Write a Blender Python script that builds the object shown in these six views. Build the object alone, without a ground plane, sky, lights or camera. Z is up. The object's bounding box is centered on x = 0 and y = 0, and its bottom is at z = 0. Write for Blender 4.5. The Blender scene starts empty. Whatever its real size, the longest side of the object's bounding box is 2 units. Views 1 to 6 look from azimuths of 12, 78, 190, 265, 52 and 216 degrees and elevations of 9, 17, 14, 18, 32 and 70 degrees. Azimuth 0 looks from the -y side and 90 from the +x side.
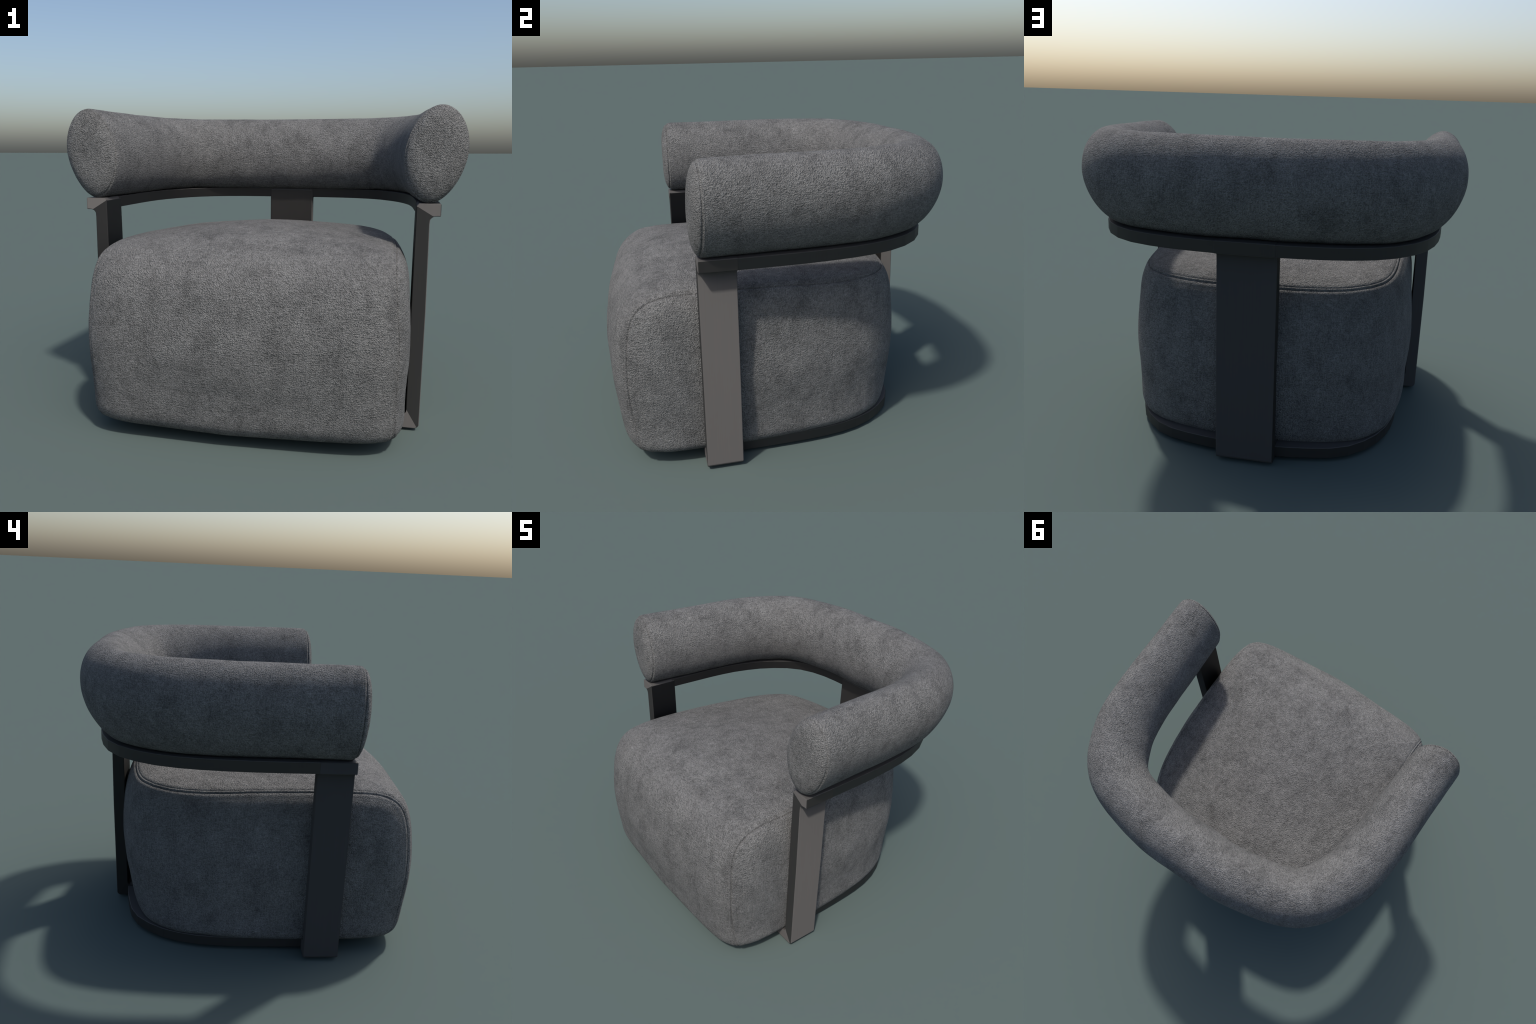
"""Grey upholstered barrel armchair: a bulging seat cushion, a horseshoe bolster
backrest and a dark flat-bar frame (arm rail, base rail, three bent legs)."""
import math
import bpy
import bmesh
import numpy as np
from mathutils import Vector, Matrix, noise
from mathutils.kdtree import KDTree

# ------------------------------------------------------------------ helpers
scene_coll = bpy.context.scene.collection


def link(name, mesh, parent=None, mat=None):
    ob = bpy.data.objects.new(name, mesh)
    scene_coll.objects.link(ob)
    if parent is not None:
        ob.parent = parent
    if mat is not None and mesh is not None:
        mesh.materials.append(mat)
    return ob


def mesh_from(name, verts, quads, smooth=True):
    me = bpy.data.meshes.new(name)
    me.from_pydata([tuple(map(float, v)) for v in verts], [], [tuple(map(int, q)) for q in quads])
    if smooth:
        me.polygons.foreach_set("use_smooth", [True] * len(me.polygons))
    me.update()
    return me


def spline(points, per_span):
    """Catmull-Rom curve through control points, `per_span` samples per span."""
    P = np.asarray(points, float)
    Q = np.vstack([2 * P[0] - P[1], P, 2 * P[-1] - P[-2]])
    out = []
    t = np.linspace(0, 1, per_span, endpoint=False)[:, None]
    for i in range(len(P) - 1):
        a, b, c, d = Q[i:i + 4]
        out.append(0.5 * (2 * b + (c - a) * t + (2 * a - 5 * b + 4 * c - d) * t ** 2
                          + (3 * b - a - 3 * c + d) * t ** 3))
    out.append(P[-1:])
    return np.vstack(out)


def resample(curve, fractions):
    seg = np.linalg.norm(np.diff(curve, axis=0), axis=1)
    s = np.concatenate([[0], np.cumsum(seg)]) / seg.sum()
    return np.stack([np.interp(fractions, s, curve[:, i]) for i in range(curve.shape[1])], -1)


def crowd(n, amount=0.6):
    """0..1 in n steps, crowded towards both ends (where the seams run)."""
    s = np.linspace(0, 1, n + 1)
    return s - amount / (2 * math.pi) * np.sin(2 * math.pi * s)


def fbm(points, scale, seed, octaves=3):
    off = Vector((seed * 13.7, seed * 7.3, seed * 3.1))
    return np.array([noise.fractal(Vector(p) * scale + off, 1.0, 2.0, octaves) for p in points])


# ---------------------------------------------------------------- materials
def node(nt, kind, x=0, y=0, **props):
    n = nt.nodes.new(kind)
    n.location = (x, y)
    for k, v in props.items():
        setattr(n, k, v)
    return n


PEBBLE = 192.0                    # yarn knots per metre


def fabric_material():
    m = bpy.data.materials.new("boucle_wool_fabric")
    m.use_nodes = True
    nt = m.node_tree
    nt.nodes.clear()
    L = nt.links.new
    out = node(nt, "ShaderNodeOutputMaterial", 1200)
    bs = node(nt, "ShaderNodeBsdfPrincipled", 900)
    L(bs.outputs[0], out.inputs[0])
    tc = node(nt, "ShaderNodeTexCoord", -1400)
    # loose twill: pebbles of yarn drawn out along one diagonal
    rot = node(nt, "ShaderNodeMapping", -1200, 200)
    rot.vector_type = "TEXTURE"
    axis = Vector((1, -1, -1)).normalized()
    rot.inputs["Rotation"].default_value = Vector((0, 0, 1)).rotation_difference(axis).to_euler()
    rot.inputs["Scale"].default_value = (1.0, 1.0, 1.7)
    L(tc.outputs["Object"], rot.inputs[0])
    pebble = node(nt, "ShaderNodeTexVoronoi", -900, 500, feature="SMOOTH_F1")
    pebble.inputs["Scale"].default_value = PEBBLE
    pebble.inputs["Smoothness"].default_value = 0.35
    L(rot.outputs[0], pebble.inputs["Vector"])
    fuzz = node(nt, "ShaderNodeTexNoise", -900, 300)
    fuzz.inputs["Scale"].default_value = 330.0
    fuzz.inputs["Detail"].default_value = 2.0
    fuzz.inputs["Roughness"].default_value = 0.6
    L(rot.outputs[0], fuzz.inputs["Vector"])

    def streaks(scale, y):
        mp = node(nt, "ShaderNodeMapping", -1150, y)
        mp.inputs["Scale"].default_value = scale
        L(tc.outputs["Object"], mp.inputs[0])
        n = node(nt, "ShaderNodeTexNoise", -900, y)
        n.inputs["Scale"].default_value = 1.0
        n.inputs["Detail"].default_value = 2.0
        L(mp.outputs[0], n.inputs["Vector"])
        return n.outputs["Fac"]

    def weigh(a, ka, b, kb, y):
        m1 = node(nt, "ShaderNodeMath", -500, y, operation="MULTIPLY")
        m1.inputs[1].default_value = ka
        L(a, m1.inputs[0])
        m2 = node(nt, "ShaderNodeMath", -350, y, operation="MULTIPLY_ADD")
        m2.inputs[1].default_value = kb
        L(b, m2.inputs[0])
        L(m1.outputs[0], m2.inputs[2])
        return m2.outputs[0]

    warp = streaks((185.0, 185.0, 26.0), 700)
    weft = streaks((34.0, 34.0, 200.0), 900)
    thread = weigh(warp, 0.5, weft, 0.5, 800)
    grain0 = weigh(pebble.outputs["Distance"], -0.55, fuzz.outputs["Fac"], 0.65, 500)
    grain = weigh(grain0, 1.0, thread, 0.95, 600)          # about 0.1 .. 0.8
    # broad nap patches
    nap = node(nt, "ShaderNodeTexNoise", -900, 0)
    nap.inputs["Scale"].default_value = 10.0
    nap.inputs["Detail"].default_value = 7.0
    nap.inputs["Roughness"].default_value = 0.7
    nap.inputs["Distortion"].default_value = 0.15
    nmap = node(nt, "ShaderNodeMapping", -1150, -50)
    nmap.inputs["Scale"].default_value = (1.0, 0.8, 0.6)
    L(tc.outputs["Object"], nmap.inputs[0])
    L(nmap.outputs[0], nap.inputs["Vector"])
    napr = node(nt, "ShaderNodeValToRGB", -650, 0)
    e = napr.color_ramp.elements
    e[0].position, e[0].color = 0.30, (0.130, 0.130, 0.129, 1)
    e[1].position, e[1].color = 0.62, (0.221, 0.220, 0.217, 1)
    mid = napr.color_ramp.elements.new(0.47)
    mid.color = (0.190, 0.189, 0.187, 1)
    L(nap.outputs["Fac"], napr.inputs[0])
    # pits between the yarns are a little darker
    pit = node(nt, "ShaderNodeMapRange", -650, 300)
    pit.inputs["From Min"].default_value = 0.32
    pit.inputs["From Max"].default_value = 0.80
    pit.inputs["To Min"].default_value = 0.62
    pit.inputs["To Max"].default_value = 1.24
    L(grain, pit.inputs[0])
    mul = node(nt, "ShaderNodeMix", -350, 100, data_type="RGBA", blend_type="MULTIPLY")
    mul.inputs[0].default_value = 1.0
    # flecks: knots of darker and lighter yarn
    fleck = node(nt, "ShaderNodeTexNoise", -900, -350)
    fleck.inputs["Scale"].default_value = 62.0
    fleck.inputs["Detail"].default_value = 3.0
    fleck.inputs["Roughness"].default_value = 0.7
    L(rot.outputs[0], fleck.inputs["Vector"])
    fr_ = node(nt, "ShaderNodeMapRange", -650, -350)
    fr_.inputs["From Min"].default_value = 0.3
    fr_.inputs["From Max"].default_value = 0.7
    fr_.inputs["To Min"].default_value = 0.86
    fr_.inputs["To Max"].default_value = 1.14
    L(fleck.outputs["Fac"], fr_.inputs[0])
    mul0 = node(nt, "ShaderNodeMix", -450, -50, data_type="RGBA", blend_type="MULTIPLY")
    mul0.inputs[0].default_value = 1.0
    L(napr.outputs[0], mul0.inputs[6])
    L(fr_.outputs[0], mul0.inputs[7])
    L(mul0.outputs[2], mul.inputs[6])
    L(pit.outputs[0], mul.inputs[7])
    L(mul.outputs[2], bs.inputs["Base Color"])
    bump = node(nt, "ShaderNodeBump", 500, -200)
    bump.inputs["Strength"].default_value = 1.0
    bump.inputs["Distance"].default_value = 0.0125
    L(grain, bump.inputs["Height"])
    L(bump.outputs[0], bs.inputs["Normal"])
    bs.inputs["Roughness"].default_value = 0.9
    bs.inputs["Specular IOR Level"].default_value = 0.15
    bs.inputs["Sheen Weight"].default_value = 0.0
    bs.inputs["Sheen Roughness"].default_value = 0.5
    return m


def metal_material(tilt=(0, 0, 0), tone=1.0):
    """Dark bronzed bar. Sunlit and shaded faces are set by leaning the shading
    normal by `tilt`; `tone` darkens the base colour for shade."""
    m = bpy.data.materials.new("bronzed_dark_metal")
    m.use_nodes = True
    nt = m.node_tree
    bs = nt.nodes["Principled BSDF"]
    L = nt.links.new
    tc = node(nt, "ShaderNodeTexCoord", -1000)
    mp = node(nt, "ShaderNodeMapping", -800)
    mp.inputs["Scale"].default_value = (1, 1, 0.02)
    L(tc.outputs["Object"], mp.inputs[0])
    brush = node(nt, "ShaderNodeTexNoise", -600)
    brush.inputs["Scale"].default_value = 160
    brush.inputs["Detail"].default_value = 3
    L(mp.outputs[0], brush.inputs["Vector"])
    ramp = node(nt, "ShaderNodeValToRGB", -350)
    ramp.color_ramp.elements[0].color = (0.071 * tone, 0.0675 * tone, 0.0655 * tone, 1)
    ramp.color_ramp.elements[1].color = (0.079 * tone, 0.0755 * tone, 0.073 * tone, 1)
    L(brush.outputs["Fac"], ramp.inputs[0])
    L(ramp.outputs[0], bs.inputs["Base Color"])
    bs.inputs["Roughness"].default_value = 0.55
    bs.inputs["Specular IOR Level"].default_value = 0.16
    if any(tilt):
        geo = node(nt, "ShaderNodeNewGeometry", -800, -400)
        add = node(nt, "ShaderNodeVectorMath", -600, -400, operation="ADD")
        add.inputs[1].default_value = tilt
        nrm = node(nt, "ShaderNodeVectorMath", -400, -400, operation="NORMALIZE")
        L(geo.outputs["Normal"], add.inputs[0])
        L(add.outputs[0], nrm.inputs[0])
        L(nrm.outputs[0], bs.inputs["Normal"])
    return m


def plain_material(name, col, rough):
    m = bpy.data.materials.new(name)
    m.use_nodes = True
    nt = m.node_tree
    bs = nt.nodes["Principled BSDF"]
    n = node(nt, "ShaderNodeTexNoise", -500)
    n.inputs["Scale"].default_value = 60
    r = node(nt, "ShaderNodeValToRGB", -300)
    r.color_ramp.elements[0].color = (*[c * 0.8 for c in col], 1)
    r.color_ramp.elements[1].color = (*col, 1)
    nt.links.new(n.outputs["Fac"], r.inputs[0])
    nt.links.new(r.outputs[0], bs.inputs["Base Color"])
    bs.inputs["Roughness"].default_value = rough
    return m


FABRIC = fabric_material()
K = 0.57
METALS = [metal_material(t, 1.0 if k < 4 else 0.76) for k, t in enumerate((  # one metal; from 4 on its colour is darkened to paint in shade
    (0, 0, 0),            # 0 tops, undersides, edges
    (0, -K, K),           # 1 faces turned right
    (K, 0, -K),           # 2 upright fronts
    (K, 0, K),            # 3 fronts of the turned-out heads and turned-in feet
    (0, K, -K),           # 4 right-facing faces on the inner side
    (0, K, 0.35),         # 5 faces turned left
    (-K, 0, 0.35),        # 6 backs
    (0, 0, -K),           # 7 rails and rear head, shading normal leaned down to look unlit
    (0, -K, -K),          # 8 outer edge of the right arm, front
    (0, 0.7, -1.1),       # 9 left-facing faces on the inner side
))]


def dress_bar(ob, pick):
    """Give each face of a bar the lit or shade-darkened metal that `pick(normal, centre)` names."""
    for m in METALS:
        ob.data.materials.append(m)
    for p in ob.data.polygons:
        p.material_index = pick(p.normal, p.center)


RUBBER = plain_material("black_rubber", (0.02, 0.02, 0.02), 0.7)
LINING = plain_material("black_lining_cloth", (0.03, 0.03, 0.032), 0.95)

chair = bpy.data.objects.new("barrel_armchair", None)
scene_coll.objects.link(chair)
chair["label"] = "grey wool barrel armchair with bolster back and dark metal legs"
chair["category"] = "armchair"

# ------------------------------------------------------------- seat cushion
# A rounded D-shaped block: half-width falls towards the back, every wall
# bulges at mid height, the crown rises to the middle of the top.
SEAT = dict(W=0.7626, ty=0.0537, ty2=0.2646, ty3=0.2911, Lf=0.8822, Lb=0.6568, z0=0.4708, ht=0.4182, hb=0.4481,
            nF=7.5004, nB=6.2111, ktF=4.966, ktS=9.0086, ktB=7.9881, kbF=8.6413, kbS=9.0059, kbB=9.0051,
            a1=0.0322, a2=-0.0525, a3=-0.8525, b1=-0.0323, b2=-0.3358, b3=-0.7377, c1=0.0171, c2=-0.3073,
            c3=-0.2884, cx=-0.0507, cy=0.0017, cl=0.002)
HARM = {(0, 0, 2): 0.025, (0, 0, 3): 0.0529, (0, 0, 4): 0.1041, (0, 0, 5): 0.0228, (0, 1, 1): -0.0434, (0,
        1, 2): -0.0576, (0, 1, 3): -0.0492, (0, 1, 4): -0.0733, (0, 2, 0): 0.0403, (0, 2, 1): 0.0157, (0, 2,
        2): 0.0096, (0, 2, 3): 0.061, (0, 3, 0): 0.0086, (0, 3, 1): 0.042, (0, 3, 2): 0.1766, (0, 4, 0):
        0.0432, (0, 4, 1): -0.0119, (0, 5, 0): 0.0202, (2, 0, 0): -0.0411, (2, 0, 1): -0.0135, (2, 0, 2):
        -0.1384, (2, 0, 3): 0.0695, (2, 1, 0): -0.0903, (2, 1, 1): 0.0446, (2, 1, 2): 0.0334, (2, 2, 0):
        -0.0251, (2, 2, 1): 0.0611, (2, 3, 0): 0.0983, (4, 0, 0): 0.0481, (4, 0, 1): -0.0271, (4, 1, 0):
        0.04}
CORE = np.array([0.0, 0.0, SEAT["z0"]])


def block(P):
    """Superelliptic block; 1 on its surface, less inside."""
    S = SEAT
    x, y, z = P[:, 0], P[:, 1], P[:, 2]
    zz = np.clip(z - S["z0"], -0.5, 0.5)
    swell = lambda k: np.maximum(1 + S[k + "1"] * zz + S[k + "2"] * zz ** 2 + S[k + "3"] * zz ** 3, 0.2)
    half = S["W"] * (1 - S["ty"] * y - S["ty2"] * y * y - S["ty3"] * y ** 3) * swell("a")
    hx = np.abs(x) / np.maximum(half, 0.1)
    hy = np.abs(np.where(y < 0, y / (S["Lf"] * swell("b")), y / (S["Lb"] * swell("c"))))
    front = 1 / (1 + np.exp(-np.clip(-y / 0.12, -40, 40)))
    n = np.maximum(S["nB"] + (S["nF"] - S["nB"]) * front, 1.2)
    h = (hx ** n + hy ** n + 1e-12) ** (1 / n)
    end = np.clip(hy / (h + 1e-9), 0, 1) ** 3 * np.clip(1 - (hx / (hy + 1e-9)) ** 3, 0, 1)
    at_f, at_b = end * (y < 0), end * (y >= 0)
    edge = lambda k: S[k + "S"] + (S[k + "F"] - S[k + "S"]) * at_f + (S[k + "B"] - S[k + "S"]) * at_b
    k = np.maximum(np.where(zz > 0, edge("kt"), edge("kb")), 1.6)
    crown = np.maximum(1 - S["cx"] * (x / 0.65) ** 2 - S["cy"] * ((y + 0.1) / 0.75) ** 2 + S["cl"] * y, 0.3)
    v = np.where(zz > 0, (z - S["z0"]) / (S["ht"] * crown), -(z - S["z0"]) / S["hb"])
    return (h ** k + np.abs(v) ** k) ** (1 / k)


def seat_surface(P):
    """Push points radially from the core of the cushion onto its surface."""
    D = P - CORE
    lo, hi = np.full(len(D), 0.02), np.full(len(D), 6.0)
    for _ in range(26):
        m = (lo + hi) / 2
        inside = block(CORE + D * m[:, None]) < 1
        lo, hi = np.where(inside, m, lo), np.where(inside, hi, m)
    q = D / np.array([0.66, 0.85, 0.42])
    q /= np.linalg.norm(q, axis=1)[:, None]
    gain = np.ones(len(D))
    for (i, j, l), c in HARM.items():
        gain += c * q[:, 0] ** i * q[:, 1] ** j * q[:, 2] ** l
    R = CORE + D * (hi * gain)[:, None]
    R[:, 0] *= 1 + 0.008 * np.exp(-((R[:, 2] - 0.09) / 0.05) ** 2)   # padding sags over the base rail
    flat, soft = 0.034, 0.024                      # the webbing keeps the underside flat
    t = np.clip((flat + soft - R[:, 2]) / soft, 0, 6)
    R[:, 2] = np.where(t > 0, flat + soft * np.exp(-t), R[:, 2])
    return R


# the seam that parts the top-and-front panel from the U-shaped side band (right half)
SEAM_SIDE = [(0.625, -0.685, 0.03), (0.688, -0.748, 0.07), (0.709, -0.79, 0.15), (0.711, -0.807, 0.245), (0.714, -0.818, 0.35),
             (0.718, -0.823, 0.46), (0.717, -0.822, 0.55), (0.709, -0.814, 0.65), (0.702, -0.803, 0.72),
             (0.698, -0.785, 0.78), (0.695, -0.757, 0.827)]
SEAM_TOP = [(0.695, -0.757, 0.827), (0.694, -0.71, 0.862), (0.694, -0.66, 0.882), (0.695, -0.60, 0.893),
            (0.698, -0.50, 0.897), (0.690, -0.25, 0.894), (0.679, 0.01, 0.886), (0.670, 0.148, 0.877),
            (0.648, 0.30, 0.870), (0.611, 0.42, 0.868), (0.548, 0.515, 0.867)]
SEAM_BACK = [(0.548, 0.515, 0.867), (0.453, 0.583, 0.866), (0.34, 0.617, 0.863), (0.22, 0.636, 0.862),
             (0.12, 0.645, 0.863), (0.0, 0.650, 0.863)]
mirror = lambda pts: [(-x, y, z) for x, y, z in pts]
NX, NY, NZ = 230, 250, 150
ux, uy, uz = crowd(NX), crowd(NY), crowd(NZ)

fr = resample(spline(SEAM_SIDE, 20), uz)                      # bottom -> top, front right
tr = resample(spline(SEAM_TOP, 20), uy)                       # front -> back, top right
half_back = spline(SEAM_BACK, 20)
tb = resample(np.vstack([half_back * [-1, 1, 1], half_back[-2::-1]]), ux)   # left -> right
fl, tl = fr * [-1, 1, 1], tr * [-1, 1, 1]
lin = lambda a, b, u: np.asarray(a)[None] * (1 - u[:, None]) + np.asarray(b)[None] * u[:, None]
br0 = np.array((0.44, 0.46, 0.03))
bow = lambda u, d: np.stack([0 * u, d * np.sin(np.pi * u), 0 * u], -1)
tf = lin(tl[0], tr[0], ux) + bow(ux, -0.10)                   # across the front, top
bf = lin(fl[0], fr[0], ux) + bow(ux, -0.08)                   # across the front, bottom
bb = lin(br0 * [-1, 1, 1], br0, ux) + bow(ux, 0.13)           # across the back, bottom
bbr = lin(br0, tr[-1], uz) + bow(uz, 0.04)                    # back right corner, bottom -> top
bbl = bbr * [-1, 1, 1]
side_low = lin(fr[0], br0, uy) + np.stack([0.12 * np.sin(np.pi * uy), 0 * uy, 0 * uy], -1)
side_low_l = side_low * [-1, 1, 1]


def coons(c0, c1, d0, d1, u, v):
    """c0,c1 run along u (at v=0,1); d0,d1 along v (at u=0,1). Returns (len(v), len(u), 3)."""
    U, V = u[None, :, None], v[:, None, None]
    a = (1 - V) * c0[None] + V * c1[None]
    b = (1 - U) * d0[:, None] + U * d1[:, None]
    p = (1 - U) * (1 - V) * c0[0] + U * (1 - V) * c0[-1] + (1 - U) * V * c1[0] + U * V * c1[-1]
    return a + b - p


seam_r = np.vstack([spline(SEAM_SIDE, 30), spline(SEAM_TOP, 30)[1:], spline(SEAM_BACK, 30)[1:]])
seam = np.vstack([seam_r, (seam_r * [-1, 1, 1])[-2::-1]])
seam = seat_surface(resample(seam, np.linspace(0, 1, 1500)))
seam_tree = KDTree(len(seam))
for i, p in enumerate(seam):
    seam_tree.insert(p, i)
seam_tree.balance()


def seam_distance(P):
    d = np.empty(len(P))
    for i, p in enumerate(P):
        co, j, r = seam_tree.find(p)
        if r > 0.08:
            d[i] = r
            continue
        a, b = seam[max(j - 1, 0)], seam[min(j + 1, len(seam) - 1)]
        t = (b - a) / np.linalg.norm(b - a)
        w = p - seam[j]
        d[i] = np.linalg.norm(w - t * np.clip(w @ t, -0.01, 0.01))
    return d


def upholster(P, shape, welt):
    """Sink the seam, raise the padding beside it, let the cloth pucker a little."""
    flat = seat_surface(P.reshape(-1, 3))
    d = seam_distance(flat)
    N = flat - CORE
    N = N / np.array([0.75, 0.9, 0.45]) ** 2
    N /= np.linalg.norm(N, axis=1)[:, None]
    g = -0.0052 * np.exp(-(d / 0.0032) ** 2)
    if welt:
        g += -0.0022 * np.exp(-((d - 0.0155) / 0.0030) ** 2) + 0.0022 * np.exp(-((d - 0.0085) / 0.005) ** 2)
        g += 0.0025 * np.exp(-((d - 0.03) / 0.014) ** 2)
    else:
        g += 0.0028 * np.exp(-((d - 0.016) / 0.012) ** 2)
    soft = fbm(flat * [1.0, 1.6, 1.0], 3.2, 1.0, 3) * 0.0020
    pull = fbm(flat * [0.5, 2.2, 2.2], 6.0, 2.0, 2) * 0.0016
    return flat + N * (g + soft * np.clip(d / 0.05, 0, 1) + pull * np.clip(d / 0.04, 0, 1))[:, None]


def patch_object(name, patches, welt, mat, parent):
    verts, quads, base = [], [], 0
    for G, flip in patches:
        nv, nu = G.shape[:2]
        verts.append(upholster(G, (nv, nu), welt))
        idx = base + np.arange(nv * nu).reshape(nv, nu)
        q = np.stack([idx[:-1, :-1], idx[:-1, 1:], idx[1:, 1:], idx[1:, :-1]], -1).reshape(-1, 4)
        quads.append(q[:, ::-1] if flip else q)
        base += nv * nu
    me = mesh_from(name, np.vstack(verts), np.vstack(quads))
    bm = bmesh.new()
    bm.from_mesh(me)
    bmesh.ops.remove_doubles(bm, verts=bm.verts, dist=1e-5)
    bm.to_mesh(me)
    bm.free()
    me.polygons.foreach_set("use_smooth", [True] * len(me.polygons))
    return link(name, me, parent, mat)


front_p = coons(bf, tf, fl, fr, ux, uz)
top_p = coons(tf, tb, tl, tr, ux, uy)
right_p = coons(side_low, tr, fr, bbr, uy, uz)
left_p = right_p * [-1, 1, 1]
back_p = coons(bb, tb, bbl, bbr, ux, uz)
under_p = coons(bf, bb, side_low_l, side_low, ux, uy)
seat = patch_object("seat_cushion", [(front_p, False), (top_p, False)], True, FABRIC, chair)
patch_object("side_panel", [(right_p, False), (left_p, True), (back_p, True)], False, FABRIC, seat)
patch_object("underside_panel", [(under_p, True)], False, LINING, seat)

# ------------------------------------------------------- bolster backrest
# spine in plan with half thickness (right half, front -> back middle)
SPINE = [(0.8538, -0.4193, 0.1426), (0.8375, -0.15, 0.1468), (0.8172, 0.2, 0.1544), (0.7629, 0.4413, 0.162),
         (0.6081, 0.6535, 0.162), (0.2659, 0.7488, 0.1611), (0.0, 0.7544, 0.1611)]
MID_Z, HALF_H, LEAN, EGG, CAP = 1.3424, 0.2275, 0.0229, 0.0537, 0.077
SEAM_AT = 0.037                                  # end seam: this far past the last full ring


def bolster_rings():
    full = SPINE + [(-x, y, w) for x, y, w in SPINE[-2::-1]]
    fine = spline(full, 60)
    fine = resample(fine, np.linspace(0, 1, 620))
    ctr, w = fine[:, :2], fine[:, 2]
    tan = np.gradient(ctr, axis=0)
    tan /= np.linalg.norm(tan, axis=1)[:, None]
    nrm = np.stack([tan[:, 1], -tan[:, 0]], -1)
    return ctr, w, tan, nrm


def bolster_section(n):
    th = np.linspace(0, 2 * math.pi, n, endpoint=False)
    ca, sa = np.cos(th), np.sin(th)
    p = np.where(sa > 0, 1.867, 1.917)
    r = (np.abs(ca) ** p + np.abs(sa) ** p) ** (-1 / p)
    return ca * r, sa * r


def build_bolster():
    ctr, w, tan, nrm = bolster_rings()
    ca, sb = bolster_section(232)
    # dome profile of the ends: depth fraction -> radius fraction
    dome = np.concatenate([np.linspace(0.02, 0.62, 46), np.linspace(0.63, 1.0, 40)])
    seq = []
    for f in dome[::-1]:
        seq.append((ctr[0] - tan[0] * CAP * f, nrm[0], w[0], (1 - min(f, 0.99999) ** 2.4) ** 0.25, f * CAP))
    for i in range(len(ctr)):
        seq.append((ctr[i], nrm[i], w[i], 1.0, -1.0))
    for f in dome:
        seq.append((ctr[-1] + tan[-1] * CAP * f, nrm[-1], w[-1], (1 - min(f, 0.99999) ** 2.4) ** 0.25, f * CAP))
    rings = []
    first, last = 0, len(seq)
    for k, (c, n, wd, s, dep) in enumerate(seq):
        out = wd * s * ca * (1 + EGG * sb) + LEAN * sb * s
        ring = np.stack([c[0] + n[0] * out, c[1] + n[1] * out, MID_Z + HALF_H * s * sb], -1)
        dist = abs(dep - SEAM_AT) if dep >= 0 else 1.0
        sink = -0.0050 * math.exp(-(dist / 0.0028) ** 2) + 0.0022 * math.exp(-((dist - 0.012) / 0.008) ** 2)
        if dep >= 0:   # second stitched line on the arm side
            sink -= 0.0016 * math.exp(-((dep - SEAM_AT + 0.015) / 0.003) ** 2)
        mid = np.array([c[0], c[1], MID_Z])
        rad = ring - mid
        ring = ring + rad / (np.linalg.norm(rad, axis=1)[:, None] + 1e-6) * sink
        rings.append(ring)
    R = np.array(rings)
    # slack of the cover over the padding
    flat = R.reshape(-1, 3)
    N = np.gradient(R, axis=0), np.gradient(np.concatenate([R, R[:, :2]], 1), axis=1)[:, :R.shape[1]]
    nn = np.cross(N[0], N[1]).reshape(-1, 3)
    nn /= np.linalg.norm(nn, axis=1)[:, None] + 1e-9
    mid_dir = flat - np.array([0, 0.1, MID_Z])
    soft = fbm(flat, 3.5, 4.0, 3) * 0.0015 + fbm(flat * [2.0, 2.0, 0.7], 5.0, 5.0, 2) * 0.0010
    flat = flat + nn * soft[:, None]
    nr, ns = R.shape[:2]
    idx = np.arange(nr * ns).reshape(nr, ns)
    nxt = np.roll(idx, -1, axis=1)
    # split into the long cover and the two end caps along the seam rings
    depth = np.array([s[4] for s in seq])
    a = int(np.argmin(np.abs(depth[:len(dome)] - SEAM_AT)))
    b = nr - 1 - a

    def strip(i0, i1):
        q = np.stack([idx[i0:i1], nxt[i0:i1], nxt[i0 + 1:i1 + 1], idx[i0 + 1:i1 + 1]], -1).reshape(-1, 4)
        return q

    return flat, idx, strip, a, b, nr, ns


flat, idx, strip, a, b, nr, ns = build_bolster()


def compact(quads, extra=()):
    used = np.unique(np.concatenate([quads.ravel(), np.array(extra, int)]) if len(extra) else quads.ravel())
    remap = -np.ones(len(flat), int)
    remap[used] = np.arange(len(used))
    return flat[used], remap[quads], remap


V, Q, _ = compact(strip(a, b))
back_me = mesh_from("backrest", V, Q)
V, Q, rm = compact(strip(0, a))
cap_r = mesh_from("end_cap", V, Q)
V, Q, rm = compact(strip(b, nr - 1))
cap_l = mesh_from("end_cap", V, Q)
for me in (back_me, cap_r, cap_l):
    bm = bmesh.new()
    bm.from_mesh(me)
    if me is not back_me:
        # the innermost dome ring is tiny: close it
        loops = [e for e in bm.edges if e.is_boundary]
        tiny = [e for e in loops if e.calc_length() < 0.0012]
        if tiny:
            bmesh.ops.holes_fill(bm, edges=tiny, sides=0)
    bmesh.ops.recalc_face_normals(bm, faces=bm.faces)
    bm.to_mesh(me)
    bm.free()
    me.polygons.foreach_set("use_smooth", [True] * len(me.polygons))
backrest = link("backrest", back_me, chair, FABRIC)
link("end_cap", cap_r, backrest, FABRIC)
link("end_cap", cap_l, backrest, FABRIC)

# ------------------------------------------------------------------- frame
RAIL_LOW, RAIL_TOP = 1.057, 1.117
BASE_LOW, BASE_TOP = 0.011, 0.079
LEG_FRONT, LEG_BACK = -0.468, -0.285


def fillet(center, r, a0, a1, n=6):
    t = np.radians(np.linspace(a0, a1, n))
    return [(center[0] + r * math.cos(k), center[1] + r * math.sin(k)) for k in t]


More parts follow.
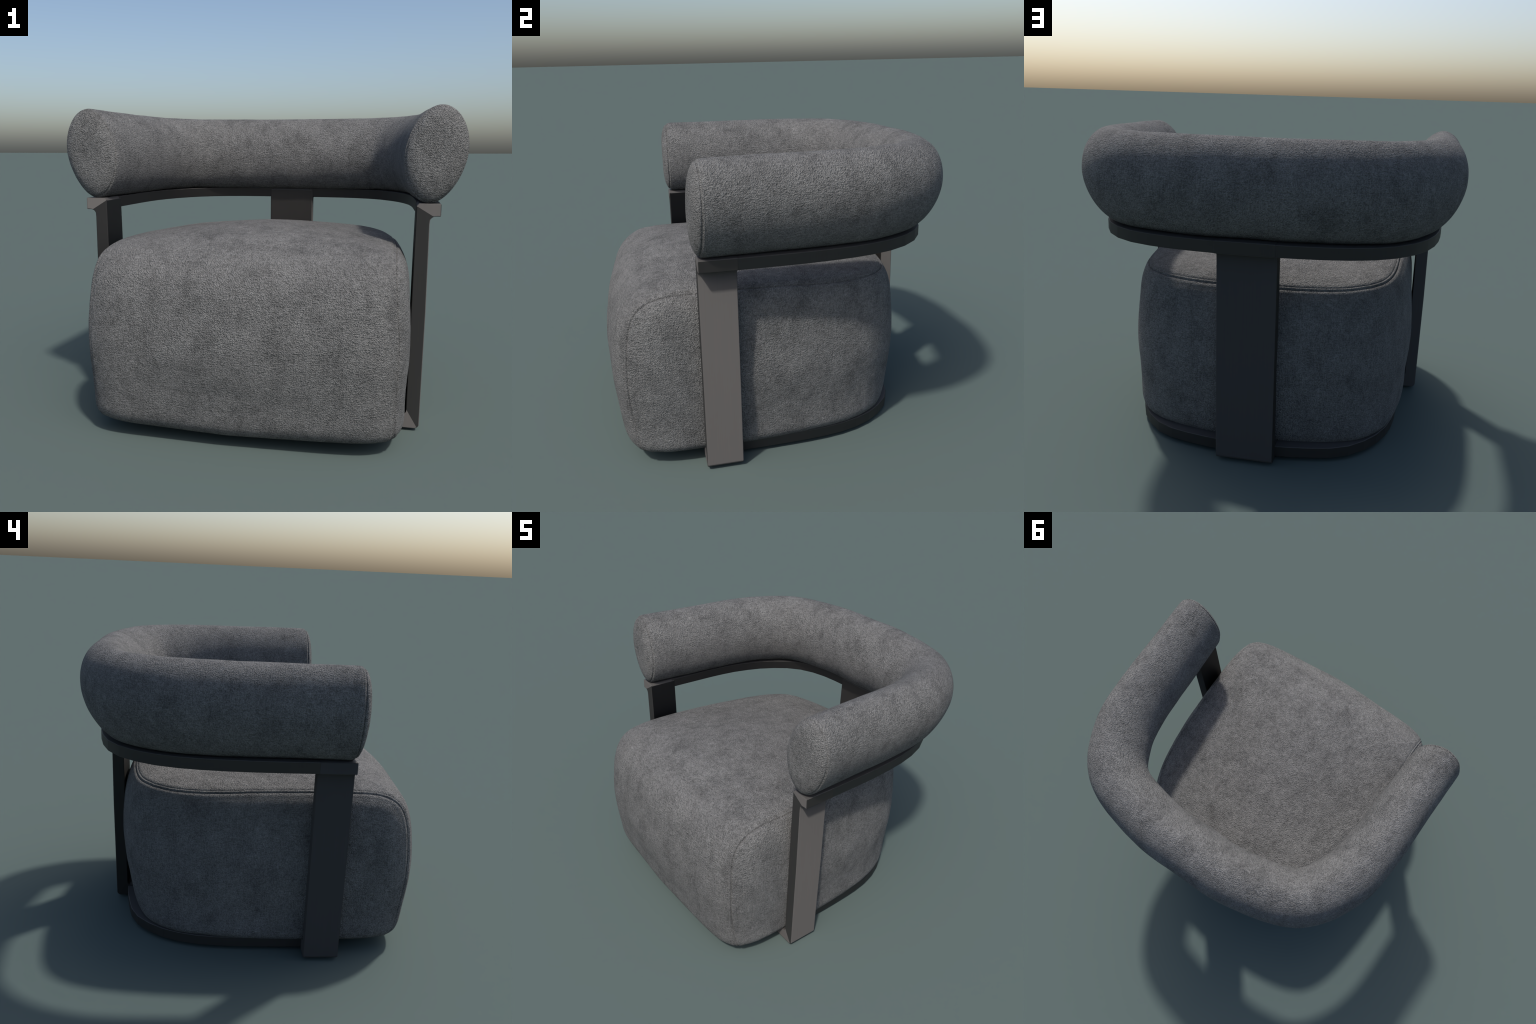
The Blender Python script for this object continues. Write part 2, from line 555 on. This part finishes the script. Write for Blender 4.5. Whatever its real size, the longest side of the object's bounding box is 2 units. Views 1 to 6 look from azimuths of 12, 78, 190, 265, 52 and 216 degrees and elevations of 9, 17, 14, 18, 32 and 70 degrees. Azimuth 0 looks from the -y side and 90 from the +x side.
def leg_profile():
    """Side-on outline (outward distance, height) of a leg bent from flat bar:
    foot turned in under the seat, upright, head turned out under the arm."""
    p = [(0.560, BASE_LOW), (0.812, BASE_LOW), (0.822, BASE_LOW + 0.004), (0.831, BASE_LOW + 0.016)]
    p += [(0.839, 0.60), (0.8395, 1.020)]
    p += fillet((0.8665, 1.030), 0.027, 180, 90)[1:]
    p += [(0.889, RAIL_LOW), (0.8885, RAIL_TOP), (0.787, RAIL_TOP), (0.777, RAIL_TOP - 0.012)]
    p += [(0.774, 0.90), (0.766, 0.110)]
    p += fillet((0.746, 0.099), 0.020, 0, -90, 4)
    p += [(0.560, BASE_TOP)]
    return p


def mitres(p):
    """Cut the leg outline at both bends: foot, upright, head (vertex indices)."""
    near = lambda x, z: min(range(len(p)), key=lambda k: (p[k][0] - x) ** 2 + (p[k][1] - z) ** 2)
    heel, knee = near(0.822, BASE_LOW + 0.004), near(0.766, 0.110)
    head_o, head_i = near(0.8585, 1.049), near(0.777, RAIL_TOP - 0.012)
    idx = list(range(len(p)))
    foot = idx[knee:] + idx[:heel + 1]
    upright = idx[heel:head_o + 1] + idx[head_i:knee + 1]
    head = idx[head_o:head_i + 1]
    return foot, upright, head


def extrude(name, outline, d0, d1, place):
    """outline (a, z) swept from d0 to d1; place maps (a, d, z) to the chair frame."""
    bm = bmesh.new()
    v0 = [bm.verts.new(place(a, d0, z)) for a, z in outline]
    v1 = [bm.verts.new(place(a, d1, z)) for a, z in outline]
    n = len(outline)
    for ring in (v0, v1[::-1]):
        # caps are three pieces, mitred at the two bends
        pick = lambda k: ring[k] if ring is v0 else ring[n - 1 - k]
        for piece in MITRES:
            bm.faces.new([pick(k) for k in (piece if ring is v0 else piece[::-1])])
    for i in range(n):
        j = (i + 1) % n
        bm.faces.new((v0[j], v0[i], v1[i], v1[j]))
    bmesh.ops.recalc_face_normals(bm, faces=bm.faces)
    me = bpy.data.meshes.new(name)
    bm.to_mesh(me)
    bm.free()
    return me


def finish_bar(ob, width=0.005, angle=30):
    mod = ob.modifiers.new("soft_edges", "BEVEL")
    mod.width = width
    mod.use_clamp_overlap = True
    mod.segments = 3
    mod.limit_method = "ANGLE"
    mod.angle_limit = math.radians(angle)
    mod.harden_normals = True
    ob.data.polygons.foreach_set("use_smooth", [True] * len(ob.data.polygons))


prof = leg_profile()
MITRES = mitres(prof)
right = link("leg", extrude("leg", prof, LEG_FRONT, LEG_BACK, lambda a, d, z: (a, d, z)), chair)
left = link("leg", extrude("leg", prof, LEG_FRONT, LEG_BACK, lambda a, d, z: (-a, d, z)), chair)
# back leg: same section, wider bar, and a little nearer the middle
rear_shift = 0.063
rear = link("leg", extrude("leg", prof, -0.141, 0.141, lambda a, d, z: (d, a - rear_shift, z)), chair)


def side_leg_face(n, c):
    if abs(n.z) > 0.5:
        return 0
    if n.y < -0.7:
        return 2 if 0.2 < c.z < 0.9 else 3
    if n.y > 0.7:
        return 6
    if n.x > 0.5:
        if c.z > RAIL_LOW - 0.01:
            return 8
        return 1 if c.x > 0 else 4
    return 5 if c.x < 0 else 9


def rear_leg_face(n, c):
    if abs(n.z) > 0.5:
        return 0
    if n.x > 0.7:
        return 1
    if n.x < -0.7:
        return 9
    if n.y < 0:
        return 2
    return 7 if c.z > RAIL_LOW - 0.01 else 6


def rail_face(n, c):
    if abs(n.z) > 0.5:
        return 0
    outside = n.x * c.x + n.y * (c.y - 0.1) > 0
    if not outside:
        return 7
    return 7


for ob, pick in ((right, side_leg_face), (left, side_leg_face), (rear, rear_leg_face)):
    dress_bar(ob, pick)
    finish_bar(ob)

# plan of the arm rail, right half: outer edge and inner edge, front -> back
RAIL_OUT = [(0.8878, LEG_BACK - 0.02), (0.884, -0.05), (0.875, 0.10), (0.858, 0.26), (0.818, 0.43), (0.755, 0.562),
            (0.666, 0.668), (0.556, 0.742), (0.41, 0.79), (0.27, 0.812), (0.12, 0.8255)]
RAIL_IN = [(0.779, LEG_BACK - 0.02), (0.773, -0.08), (0.768, 0.05), (0.752, 0.20), (0.705, 0.37), (0.645, 0.49),
           (0.565, 0.595), (0.475, 0.655), (0.36, 0.695), (0.24, 0.711), (0.12, 0.717)]
BASE_OUT = [(0.730, LEG_BACK - 0.02), (0.726, -0.10), (0.720, 0.06), (0.708, 0.204), (0.680, 0.338), (0.629, 0.458),
            (0.565, 0.545), (0.463, 0.632), (0.34, 0.669), (0.24, 0.690), (0.12, 0.703)]
BASE_IN = [(0.610, LEG_BACK - 0.02), (0.606, -0.10), (0.600, 0.04), (0.588, 0.17), (0.565, 0.29), (0.525, 0.39),
           (0.475, 0.455), (0.39, 0.52), (0.29, 0.552), (0.20, 0.570), (0.12, 0.582)]


def rail_mesh(name, outer, inner, z0, z1, sgn, fine):
    o, i = (resample(spline(c, 10), np.linspace(0, 1, fine)) for c in (outer, inner))
    bm = bmesh.new()
    rows = []
    for (ox, oy), (ix, iy) in zip(o, i):
        rows.append([bm.verts.new((sgn * x, y, z)) for x, y, z in
                     ((ox, oy, z0), (ox, oy, z1), (ix, iy, z1), (ix, iy, z0))])
    for r, s in zip(rows, rows[1:]):
        for k in range(4):
            bm.faces.new((r[k], r[(k + 1) % 4], s[(k + 1) % 4], s[k]))
    bm.faces.new(rows[0])
    bm.faces.new(rows[-1][::-1])
    bmesh.ops.recalc_face_normals(bm, faces=bm.faces)
    me = bpy.data.meshes.new(name)
    bm.to_mesh(me)
    bm.free()
    return me


for name, o, i, z0, z1 in (("arm_rail", RAIL_OUT, RAIL_IN, RAIL_LOW + 0.001, RAIL_TOP - 0.0015),
                           ("base_rail", BASE_OUT, BASE_IN, 0.019, BASE_TOP - 0.005)):
    for sgn in (1, -1):
        ob = link(name, rail_mesh(name, o, i, z0, z1, sgn, 15), chair)
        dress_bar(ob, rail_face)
        finish_bar(ob, 0.004, 40)

# low rubber glides carry the base rail clear of the floor
bm = bmesh.new()
bmesh.ops.create_cone(bm, cap_ends=True, segments=32, radius1=0.028, radius2=0.031, depth=0.016)
bmesh.ops.translate(bm, verts=bm.verts, vec=(0, 0, 0.008))
glide_me = bpy.data.meshes.new("glide")
bm.to_mesh(glide_me)
bm.free()
glide_me.materials.append(RUBBER)
for x, y in ((0.66, -0.375), (-0.66, -0.375), (0.0, 0.60)):
    g = link("glide", glide_me, chair)
    g.location = (x, y, 0)
